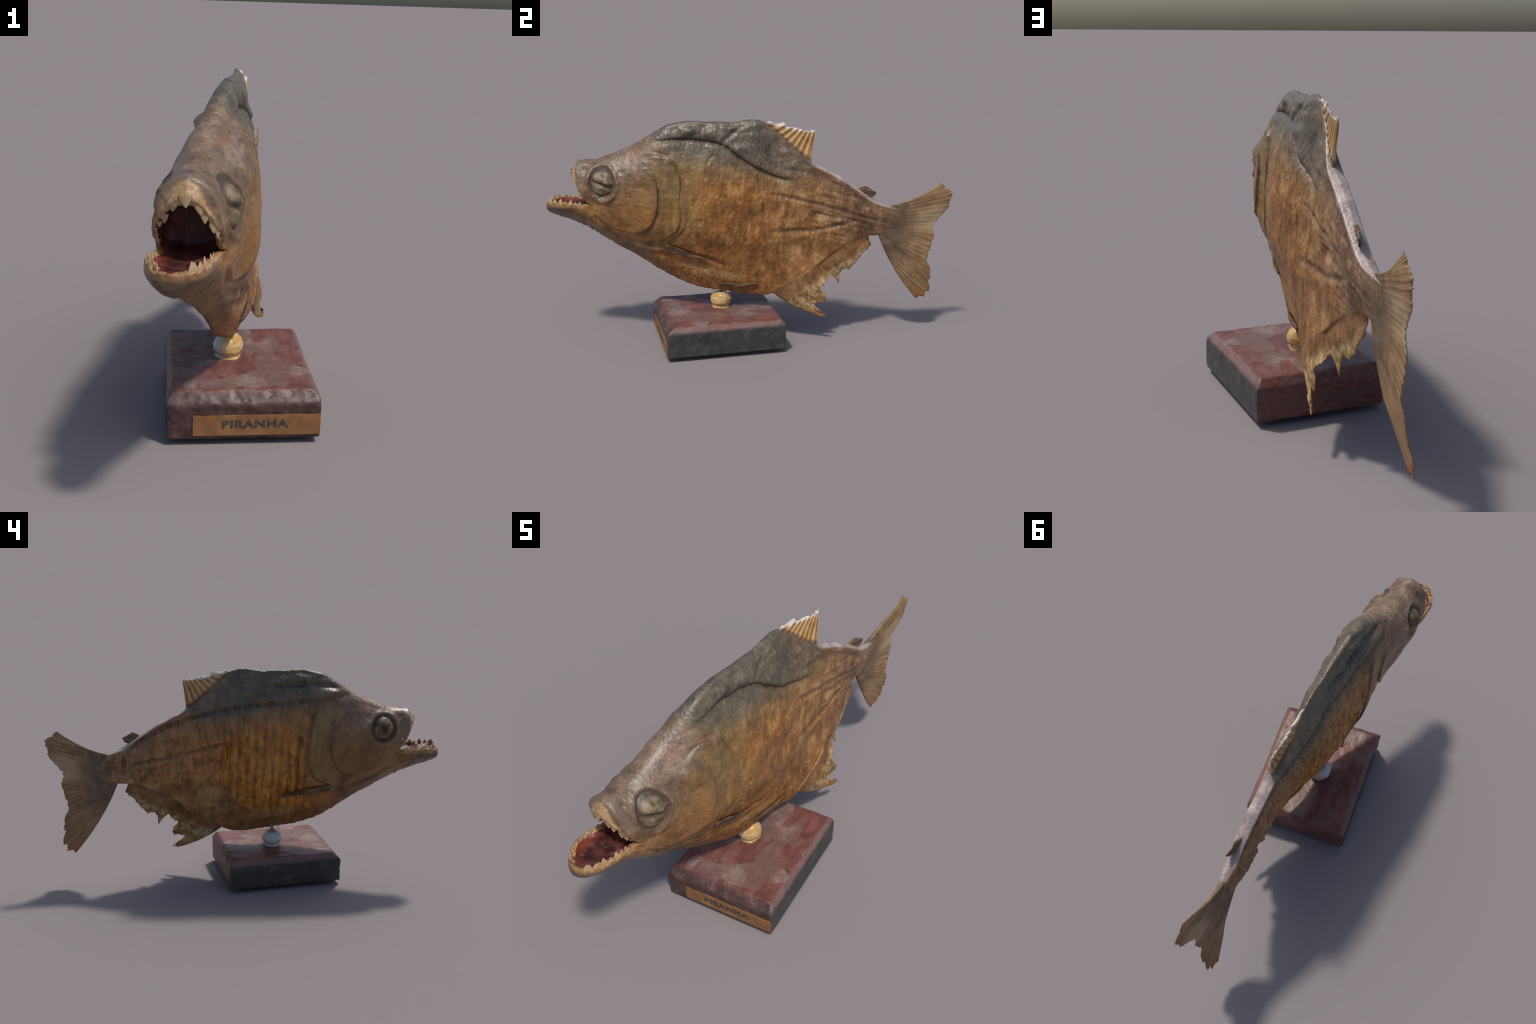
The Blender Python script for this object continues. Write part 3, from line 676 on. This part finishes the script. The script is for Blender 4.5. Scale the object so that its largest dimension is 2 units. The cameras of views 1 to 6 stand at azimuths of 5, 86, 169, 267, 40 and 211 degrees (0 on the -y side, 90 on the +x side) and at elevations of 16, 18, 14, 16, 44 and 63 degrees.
# ------------------------------------------------------------------ fins
def fan_fin(name, rays, parent, mat, nu=140, nv=50, thick=(.010, .004), ribs=20, rib=.0012, ragged=.01, wave=.0, seed=1, phase=None, reach=1.01):
    """rays: list of (base, bend, tip) 3-D points; the fin is the loft through them"""
    R = np.array(rays, float); n = len(R)
    u = np.linspace(0, 1, n); uu = np.linspace(0, 1, nu)
    def along(k): return np.stack([curve(np.c_[u, R[:, k, d]])(uu) for d in range(3)], -1)
    B, M, Tp = along(0), along(1), along(2)
    rag = reach + ragged*(1.1*noise(uu*9, 0, seed=seed) + .6*noise(uu*31, 0, seed=seed+1) + .6*noise(uu*80, 0, seed=seed+2) + .5*noise(uu*150, 0, seed=seed+3))
    v = np.linspace(0, 1, nv)[None, :, None]
    vr = v*rag[:, None, None]
    P = (1-vr)**2*B[:, None] + 2*vr*(1-vr)*M[:, None] + vr**2*Tp[:, None]
    du = np.gradient(P, axis=0); dv = np.gradient(P, axis=1)
    N = np.cross(du, dv); N /= np.maximum(np.linalg.norm(N, axis=2, keepdims=True), 1e-9)
    if N[..., 0].mean() < 0: N = -N
    ph = uu[:, None]*ribs + .25*noise(uu[:, None]*ribs*.7, v[0, :, 0][None]*2, seed=seed+5) if phase is None else phase(P)
    V = v[..., 0]
    ridge = rib*np.cos(2*np.pi*ph)*sstep(0, .15, V)
    P = P + N*(wave*noise(uu[:, None]*4, V*2.5, seed=seed+7) * V)[..., None]
    th = (thick[0]*(1-V)**1.5 + thick[1]*(1-(1-V)**1.5))*.5
    edge = np.minimum(1, np.minimum((1-V)/.04 + .25, np.minimum(uu, 1-uu)[:, None]/.02 + .3))
    A = P + N*((th*edge + ridge*.8)[..., None]); C = P - N*((th*edge - ridge*.8)[..., None])
    verts = np.concatenate([A.reshape(-1, 3), C.reshape(-1, 3)])
    idx = np.arange(nu*nv).reshape(nu, nv); o = nu*nv
    f = [np.stack([idx[:-1, :-1], idx[1:, :-1], idx[1:, 1:], idx[:-1, 1:]], -1).reshape(-1, 4)]
    f.append(f[0][:, ::-1] + o)
    for a in (idx[0], idx[-1][::-1], idx[:, -1], idx[:, 0][::-1]):
        f.append(np.stack([a[:-1], a[1:], a[1:]+o, a[:-1]+o], -1))
    me = mesh_from(name, verts, np.concatenate(f))
    bm_fix(me)
    return add(name, me, parent, mat)

def bm_fix(me):
    import bmesh
    bm = bmesh.new(); bm.from_mesh(me)
    bmesh.ops.recalc_face_normals(bm, faces=bm.faces); bm.to_mesh(me); bm.free()
    me.shade_smooth()

def build_fins(root, hs):
    def mk(rows):
        out = []
        for b, e, bend in rows:
            b, e = np.array(b, float), np.array(e, float)
            m = (b+e)/2 + np.array((bend[2] if len(bend) > 2 else 0, bend[0], bend[1]))
            out.append((b, m, e))
        return out
    # tail fin
    fan_fin("caudal_fin", mk([
        ((-.060, .665, .672), (-.044, .940, .798), (.020, -.030)),
        ((-.061, .670, .655), (-.047, .966, .772), (.010, -.018)),
        ((-.062, .674, .640), (-.050, .998, .742), (0, -.008)),
        ((-.063, .678, .625), (-.055, .990, .690), (0, 0)),
        ((-.064, .682, .612), (-.060, .968, .648), (0, 0)),
        ((-.065, .684, .602), (-.064, .928, .605), (0, 0)),
        ((-.065, .684, .592), (-.067, .908, .572), (0, 0)),
        ((-.066, .682, .582), (-.069, .922, .530), (0, 0)),
        ((-.066, .678, .572), (-.073, .916, .460), (-.005, .0)),
        ((-.067, .674, .562), (-.074, .899, .402), (-.008, .0, .006)),
        ((-.068, .668, .552), (-.082, .914, .325), (-.015, -.0, .012)),
        ((-.069, .660, .544), (-.098, .914, .245), (-.022, -.004, .010)),
        ((-.069, .652, .536), (-.102, .898, .195), (-.026, -.008, .014)),
        ((-.070, .640, .525), (-.106, .864, .166), (-.036, -.012, .018)),
    ]), root, fin_material("tail_fin_membrane", "caudal"), nu=260, nv=70, thick=(.020, .006), rib=.0003, ragged=.026, wave=.009, seed=11,
        phase=lambda P: np.arctan2(P[..., 2] - .60, P[..., 1] - .50)*17)
    # back fin
    fan_fin("dorsal_fin", mk([
        ((-.049, .050, 1.088), (-.048, .082, 1.099), (0, 0)),
        ((-.049, .075, 1.076), (-.047, .112, 1.090), (0, 0)),
        ((-.050, .090, 1.062), (-.044, .152, 1.092), (0, 0)),
        ((-.050, .115, 1.040), (-.043, .168, 1.071), (0, 0)),
        ((-.051, .150, 1.008), (-.042, .208, 1.066), (0, 0)),
        ((-.044, .185, .972), (-.041, .238, 1.060), (0, 0)),
        ((-.041, .225, .938), (-.040, .265, 1.056), (0, 0)),
        ((-.038, .260, .910), (-.040, .287, 1.054), (0, 0)),
        ((-.037, .286, .885), (-.040, .303, 1.056), (-.004, 0)),
    ]), root, fin_material("back_fin_membrane", "dorsal"), nu=220, nv=40, thick=(.014, .006), rib=.0024, ragged=.04, wave=.003, seed=23,
        phase=lambda P: np.arctan2(1.16 - P[..., 2], .325 - P[..., 1])*11/(math.pi/2))
    # belly-rear fin with torn lobes
    fan_fin("anal_fin", mk([
        ((.015, .100, .262), (.040, .345, .132), (-.030, -.020)),
        ((.020, .125, .282), (.042, .362, .150), (-.020, -.012)),
        ((.022, .145, .292), (.040, .330, .166), (-.010, -.006)),
        ((.022, .165, .302), (.040, .306, .204), (0, -.004)),
        ((.022, .185, .312), (.040, .366, .218), (0, -.004)),
        ((.020, .210, .325), (.036, .364, .248), (0, 0)),
        ((.020, .245, .345), (.026, .338, .276), (0, 0)),
        ((.010, .285, .370), (.010, .362, .300), (0, 0)),
        ((-.014, .325, .398), (-.012, .386, .340), (0, 0)),
        ((-.020, .360, .424), (-.020, .418, .322), (0, 0)),
        ((-.024, .380, .438), (-.022, .440, .300), (0, 0)),
        ((-.028, .405, .455), (-.030, .455, .345), (0, 0)),
        ((-.040, .460, .486), (-.044, .500, .372), (0, 0)),
        ((-.055, .530, .516), (-.058, .552, .428), (0, 0)),
        ((-.067, .585, .532), (-.068, .604, .475), (0, 0)),
    ]), root, fin_material("belly_fin_membrane", "anal"), nu=300, nv=46, thick=(.018, .005), ribs=34, rib=.0004, ragged=.06, wave=.012, reach=1.07, seed=37)
    brown = simple("fin_leather", (.070, .042, .024), (.190, .115, .060), 30, .5, .3, stretch=(1, .4, 2))
    fan_fin("adipose_fin", mk([
        ((-.042, .520, .770), (-.038, .560, .785), (0, .004)),
        ((-.042, .545, .752), (-.034, .590, .768), (0, .004)),
        ((-.042, .565, .738), (-.030, .612, .748), (0, .004)),
        ((-.042, .578, .726), (-.036, .600, .730), (0, 0)),
    ]), root, brown, nu=40, nv=20, thick=(.012, .006), ribs=5, rib=.0008, ragged=.06, wave=.004, seed=41)
    def on_skin(y, z, s, off): return (float(middle(np.array([y]), np.array([z]))[0]) + s*(hs[s](y, z) + off), y, z)
    # paired fins, folded along the flank
    def paired(name, s, mid, seed):
        rows = []
        for y, zu, zl, ou, ol in mid:
            a, b = np.array(on_skin(y, zu, s, ou)), np.array(on_skin(y, zl, s, ol))
            m = (a+b)/2 + np.array((s*.003, 0, 0))
            rows.append((a, m, b))
        fan_fin(name, rows, root, brown, nu=70, nv=18, thick=(.010, .008), ribs=3, rib=.0006, ragged=.03, wave=.003, seed=seed)
    paired("pectoral_fin", 1, [(-.42,.512,.478,-.004,.002), (-.38,.500,.466,.006,.006), (-.33,.480,.454,.010,.008), (-.28,.460,.442,.012,.010), (-.235,.446,.434,.012,.012), (-.222,.440,.436,.010,.010)], 51)
    paired("pectoral_fin", -1, [(-.45,.512,.482,-.004,.002), (-.40,.508,.474,.008,.008), (-.34,.498,.466,.014,.012), (-.28,.484,.460,.018,.016), (-.22,.466,.453,.020,.020), (-.182,.457,.453,.020,.020)], 53)
    paired("pelvic_fin", 1, [(-.17,.306,.294,.0,.002), (-.12,.304,.288,.006,.006), (-.05,.303,.287,.008,.008), (.0,.303,.291,.008,.008), (.03,.302,.297,.005,.005)], 57)

# ------------------------------------------------------------------ teeth and eyes
def build_teeth(parts, hs):
    enamel = simple("dried_tooth", (.300, .190, .100), (.520, .370, .215), 40, .45, .1)
    n, m = 10, 7
    P = []; Q = []
    for j in range(m):                                   # hooked, flattened triangular blade
        v = j/(m-1); w = (1-v)**.8
        for i in range(n):
            a = 2*math.pi*i/n
            P.append((.5*w*math.cos(a) + .12*v*v, .28*w*math.sin(a) + .10*v*v, v - .25*(j == 0)))
    for j in range(m-1):
        for i in range(n):
            Q.append((j*n+i, j*n+(i+1) % n, (j+1)*n+(i+1) % n, (j+1)*n+i))
    me = mesh_from("tooth", P, Q); me.materials.append(enamel)
    from mathutils import Matrix
    def place(par, y, side, gum, up, size):
        z = float(gum(np.array([y]))[0])
        def rim(yy):
            zz = float(gum(np.array([yy]))[0]); return max(hs[side](yy, zz - .010*up) - .013, 0)
        q = side*rim(y); e = .006
        tan = Vector((side*rim(y + e) - side*rim(y - e), 2*e, 0))
        tan = Vector((1, 0, 0)) if abs(q) < .02 else tan.normalized()
        p = Vector((q + float(middle(np.array([y]), np.array([z]))[0]), y, z - .005*up))
        ax = Vector((-.12*side*min(abs(q)/.05, 1), -.05 if up > 0 else -.25, up)).normalized()
        nrm = ax.cross(tan).normalized(); tan = nrm.cross(ax)
        M = Matrix((tan, nrm, ax)).transposed().to_4x4()
        ob = add("tooth", me, par)
        ob.matrix_world = Matrix.Translation(p) @ M @ Matrix.Diagonal((size[0], size[0]*.6, size[1], 1))
    for up, par, gum, ys in ((1, parts[1], lower_gum, [-.976, -.966, -.946, -.920, -.895, -.870, -.847, -.826]),
                             (-1, parts[0], upper_gum, [-.866, -.858, -.846, -.834, -.822, -.810, -.798])):
        for i, y in enumerate(ys):
            for side in (1, -1):
                if i == 0 and side < 0: continue
                big = (1.0 - .06*i)*rng.uniform(.8, 1.2)
                place(par, y + .004*(up < 0) + rng.uniform(-.002, .002), side, gum, up, (.034*big, (.028 if up > 0 else .024)*big*rng.uniform(.6, 1.15)))

def build_eyes(parts, hs):
    def eye(s, c, a, b, mat):
        nr, na = 26, 64
        P = []; Q = []
        lift = .002 if s > 0 else .002
        for i in range(nr):
            r = i/(nr-1)
            for k in range(na):
                t = 2*math.pi*k/na
                y, z = r*math.cos(t), r*math.sin(t)
                d = .024*(1 - r**2.6) - .012
                if s > 0:      # shrivelled lid: bulge above, crease, sunken part below with a small ridge
                    zz = z + .30*y + .10
                    d += -.014*math.exp(-((zz)/.17)**2)*(1-r**4) - .005*sst(-.05, -.5, zz)*(1-r**3) + .006*math.exp(-((y+.25)/.10)**2)*sst(-.1, -.5, zz)*(1-r**2)
                    d += .005*math.exp(-((zz-.45)/.28)**2)
                else:          # glazed ball with a dented pupil
                    q = math.hypot(y+.05, z)
                    d += .007*(1-r**2) - .006*math.exp(-(q/.28)**2)
                d += .0016*float(fbm(np.array(y*4), np.array(z*4), seed=71, octaves=2)) - (.003*math.exp(-((y-.15)/.07)**2)*sst(.1, .5, z) if s > 0 else 0)
                yw, zw = c[0] + a*y, c[1] + b*z
                flat = .8*hs[s](yw, zw) + .2*hs[s](c[0], c[1])
                P.append((float(middle(np.array([yw]), np.array([zw]))[0]) + s*(flat + lift + d), yw, zw))
        for i in range(nr-1):
            for k in range(na):
                f = (i*na+k, i*na+(k+1) % na, (i+1)*na+(k+1) % na, (i+1)*na+k)
                Q.append(f)
        me = mesh_from("eye", P, Q); bm_fix(me)
        return add("eye", me, parts[0], mat)
    def sst(a, b, x): return float(sstep(a, b, x))
    def emat(name, yc, zc, pupil):
        T = Tree(name)
        r = T.m("SQRT", T.add(T.m("POWER", T.sub(T.y, yc), 2.0), T.m("POWER", T.sub(T.z, zc), 2.0)))
        b = T.noise(scale=30, detail=4)
        col = T.mix(T.step(.35, .65, b), (.100, .072, .042), (.270, .205, .125))
        if pupil:
            col = T.mix(T.step(.034, .010, T.add(r, T.mul(T.sub(b, .5), .03))), T.mix(T.step(.4, .6, b), (.090, .058, .026), (.230, .150, .062)), (.030, .026, .022))
        else:
            col = T.mix(T.mul(T.step(.016, .002, T.m("ABSOLUTE", T.add(T.sub(T.z, zc-.007), T.mul(T.sub(T.y, yc), .35)))), .85), col, (.060, .044, .030))
            col = T.mix(T.mul(T.step(zc-.005, zc-.03, T.z), .6), col, (.170, .125, .055))
        col = T.mix(T.step(.046, .060, r), col, (.070, .054, .042))
        return T.done(col, .45, .4)
    eye(1, (-.713, .814), .057, .067, emat("shrivelled_eye", -.713, .814, False))
    eye(-1, (-.700, .818), .058, .062, emat("glazed_eye", -.700, .818, True))

# ------------------------------------------------------------------ stand
def build_stand(root):
    yaw = math.radians(11.0)
    base_obj = None
    W, D, z0, z1 = .240, .2915, .015, .171
    step = .004
    gx = np.arange(-.268, .2681, step); gy = np.arange(-.32, .3201, step); gz = np.arange(-.014, .19, step)
    GX, GY, GZ = np.meshgrid(gx, gy, gz, indexing="ij")
    big = fbm(GX*6, GY*6, GZ*8, 81, 2); mid = fbm(GX*26, GY*26, GZ*30, 83, 3)
    r = .0035
    top = GZ - (z1 - .004 + .010*GX*0)
    fx, fy = abs(GX) - W, np.where(GY < 0, -GY - D, GY - D)
    belly = (z0 + .0) - GZ - .017*sstep(.215, .17, abs(GX))*sstep(.262, .21, abs(GY))
    planes = [top, fx, fy, belly,
              (abs(GX) - W + .75*(GZ - (z1 - .030)) )/1.25,
              (-GY - D + .95*(GZ - (z1 - .042)))/1.38,
              (GY - D + .85*(GZ - (z1 - .032)))/1.31,
              (abs(GX) + abs(GY) - W - D + .003)/1.41]
    f = planes[0]
    for p in planes[1:]: f = -smin(-f, -p, r*1.6)
    rough = .0016*big + .0016*mid
    pits = sstep(-.15, -.29, GY)*.0028*np.clip(fbm(GX*34, GY*34, GZ*46, 87, 2) - .15, 0, 1)
    f = f + rough*sstep(.03, .05, GZ) + pits
    P, Q = surface_nets(f.astype(np.float32), (gx[0], gy[0], gz[0]), step)
    P = smooth(P, Q, 1)
    P[:, 2] -= P[:, 2].min()
    T = Tree("painted_wood"); x, y, z = T.x, T.y, T.z
    w = T.sub(T.noise(scale=12, detail=4), .5)
    grain = T.noise(T.scaled(18, 5, 40), 2.0, 5, .6)
    red = T.mix(T.step(.36, .66, grain), (.122, .043, .036), (.200, .076, .062))
    dusty = T.step(.500, .560, T.add(T.noise(T.vec(T.mul(x, 1.0), T.mul(y, .8), 3.1), 5.5, 6, .55, .8), T.mul(T.step(.2, .0, T.m("ABSOLUTE", x)), .05)))
    pale = T.cr(T.add(T.mul(T.noise(scale=9, detail=6, rough=.6), .7), T.mul(T.noise(scale=90, detail=3), .3)), [(.36, (.130, .068, .054)), (.50, (.180, .106, .086)), (.66, (.300, .220, .185))])
    col = T.mix(T.mul(dusty, T.step(.158, .166, z), .85), red, pale)
    front = T.mul(T.step(-.235, -.250, T.add(y, T.mul(T.sub(z, .16), -.3))), 1.0)
    col = T.mix(T.mul(T.step(-.249, -.273, y), .85), col, T.cr(T.noise(scale=22, detail=6, rough=.6), [(.36, (.032, .019, .018)), (.50, (.066, .038, .033)), (.66, (.125, .078, .068))]))
    grey = T.cr(T.noise(scale=24, detail=7, rough=.65), [(.34, (.036, .035, .034)), (.55, (.060, .058, .055)), (.72, (.100, .095, .088))])
    sidem = T.mul(T.step(.2325, .238, T.m("ABSOLUTE", x)), T.step(.160, .135, T.add(z, T.mul(w, .02))))
    col = T.mix(sidem, col, grey)
    edge = T.mul(T.step(.211, .226, T.add(T.m("ABSOLUTE", x), T.mul(w, .02))), T.step(.130, .150, z))
    col = T.mix(T.mul(edge, T.noise(scale=15), .55), col, (.240, .185, .178))
    streak = T.mul(T.step(.273, .286, y), T.step(.5, .62, T.noise(T.scaled(6, 6, 60), 1.0, 3)))
    col = T.mix(T.mul(streak, .6), col, (.115, .075, .075))
    T.bump(T.add(grain, T.mul(T.noise(scale=70, detail=4), .4)), .25, .003)
    wood = T.done(col, .45, .4)
    plinth = add("plinth", mesh_from("plinth", P, Q), root, wood, (.001, -.168, 0))
    plinth.rotation_euler = (0, 0, yaw)
    # name plate with lettering
    def slab(name, x0, x1, za, zb, y, t, par, mat, rough=.0):
        import bmesh
        bm = bmesh.new(); bmesh.ops.create_cube(bm, size=1)
        for v in bm.verts:
            v.co = Vector(((x0+x1)/2 + v.co.x*(x1-x0), y + v.co.y*t, (za+zb)/2 + v.co.z*(zb-za)))
        bmesh.ops.bevel(bm, geom=bm.edges[:], offset=.0012, segments=2, affect="EDGES")
        me = bpy.data.meshes.new(name); bm.to_mesh(me); bm.free()
        return add(name, me, par, mat)
    T = Tree("aged_paper")
    b = T.noise(scale=14, detail=5)
    col = T.mix(T.step(.35, .65, b), (.225, .105, .042), (.320, .160, .068))
    col = T.mix(T.mul(T.step(.205, .222, T.add(T.x, T.mul(T.sub(b, .5), .02))), .5), col, (.30, .11, .045))
    paper = T.done(col, .6, .3)
    plate = slab("name_plate", -.158, .2385, .030, .098, -D - .0005, .006, plinth, paper)
    cu = bpy.data.curves.new("lettering", "FONT"); cu.body = "PIRANHA"; cu.size = .040; cu.extrude = .0008; cu.space_character = 1.12
    cu.align_x = "CENTER"; cu.offset = .0016
    tmp = bpy.data.objects.new("lettering_curve", cu); bpy.context.scene.collection.objects.link(tmp)
    me = bpy.data.meshes.new_from_object(tmp.evaluated_get(bpy.context.evaluated_depsgraph_get()))
    me.name = "lettering"; bpy.data.objects.remove(tmp)
    n = len(me.vertices); co = np.empty(n*3, np.float32); me.vertices.foreach_get("co", co); co = co.reshape(-1, 3)
    wdt = co[:, 0].max() - co[:, 0].min()
    co[:, 0] -= (co[:, 0].max() + co[:, 0].min())/2; co[:, 0] *= .205/wdt
    co[:, 1] -= co[:, 1].min(); co[:, 1] *= .027/co[:, 1].max()
    new = np.stack([co[:, 0] + .035, -D - .0036 - co[:, 2], co[:, 1] + .056], -1)
    me.vertices.foreach_set("co", new.astype(np.float32).ravel()); me.update()
    bm_fix(me)
    for p in me.polygons: p.use_smooth = False
    add("lettering", me, plate, simple("faded_ink", (.050, .040, .034), (.085, .068, .055), 60, .7, .05))
    # glue bead and pin
    bx, by = -.032, -.152
    n, prof = 64, [(.0, .160), (.036, .160), (.046, .163), (.044, .170), (.040, .176), (.045, .184), (.052, .196), (.053, .208), (.048, .222), (.040, .234), (.030, .242), (.018, .244), (.014, .236), (.0, .234)]
    pr = refine(prof, 60)
    P = []; Q = []
    for i, (r, zz) in enumerate(pr):
        for k in range(n):
            a = 2*math.pi*k/n
            q = r*(1 + .13*float(noise(np.array(math.cos(a)*1.6), np.array(math.sin(a)*1.6), np.array(zz*34), seed=91))) if r > .001 else 0
            P.append((bx + q*math.cos(a), by + q*math.sin(a), zz + .003*math.cos(a)*(zz-.16)/.08))
    for i in range(len(pr)-1):
        for k in range(n):
            Q.append((i*n+k, i*n+(k+1) % n, (i+1)*n+(k+1) % n, (i+1)*n+k))
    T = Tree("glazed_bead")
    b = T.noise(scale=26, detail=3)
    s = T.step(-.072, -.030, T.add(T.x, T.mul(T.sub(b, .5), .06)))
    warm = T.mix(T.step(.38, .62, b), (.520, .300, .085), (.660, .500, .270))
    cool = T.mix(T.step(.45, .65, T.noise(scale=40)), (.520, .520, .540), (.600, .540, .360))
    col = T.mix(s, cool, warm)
    col = T.mix(T.mul(T.step(.62, .70, T.noise(scale=70, detail=2)), .7), col, (.20, .13, .05))
    T.bump(b, .3, .006)
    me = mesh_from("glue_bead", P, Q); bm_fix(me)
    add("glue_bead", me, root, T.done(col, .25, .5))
    P = []; Q = []
    for i, (r, zz) in enumerate([(.009, .19), (.009, .29), (.0, .295)]):
        for k in range(24):
            a = 2*math.pi*k/24; P.append((bx - .012 + r*math.cos(a), by + .002 + r*math.sin(a), zz))
    for i in range(2):
        for k in range(24): Q.append((i*24+k, i*24+(k+1) % 24, (i+1)*24+(k+1) % 24, (i+1)*24+k))
    pin = simple("dull_steel", (.10, .10, .11), (.25, .24, .24), 40, .4, .1); 
    add("mounting_pin", mesh_from("mounting_pin", P, Q), root, pin)

# ------------------------------------------------------------------ assemble
root = bpy.data.objects.new("mounted_fish", None)
bpy.context.scene.collection.objects.link(root)
root["label"] = "dried open-mouthed brown fish on a dark red wooden plinth"
root["category"] = "mounted fish"
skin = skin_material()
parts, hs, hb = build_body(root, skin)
build_fins(root, hs)
build_teeth(parts, hs)
build_eyes(parts, hb)
build_stand(root)
bpy.context.view_layer.update()
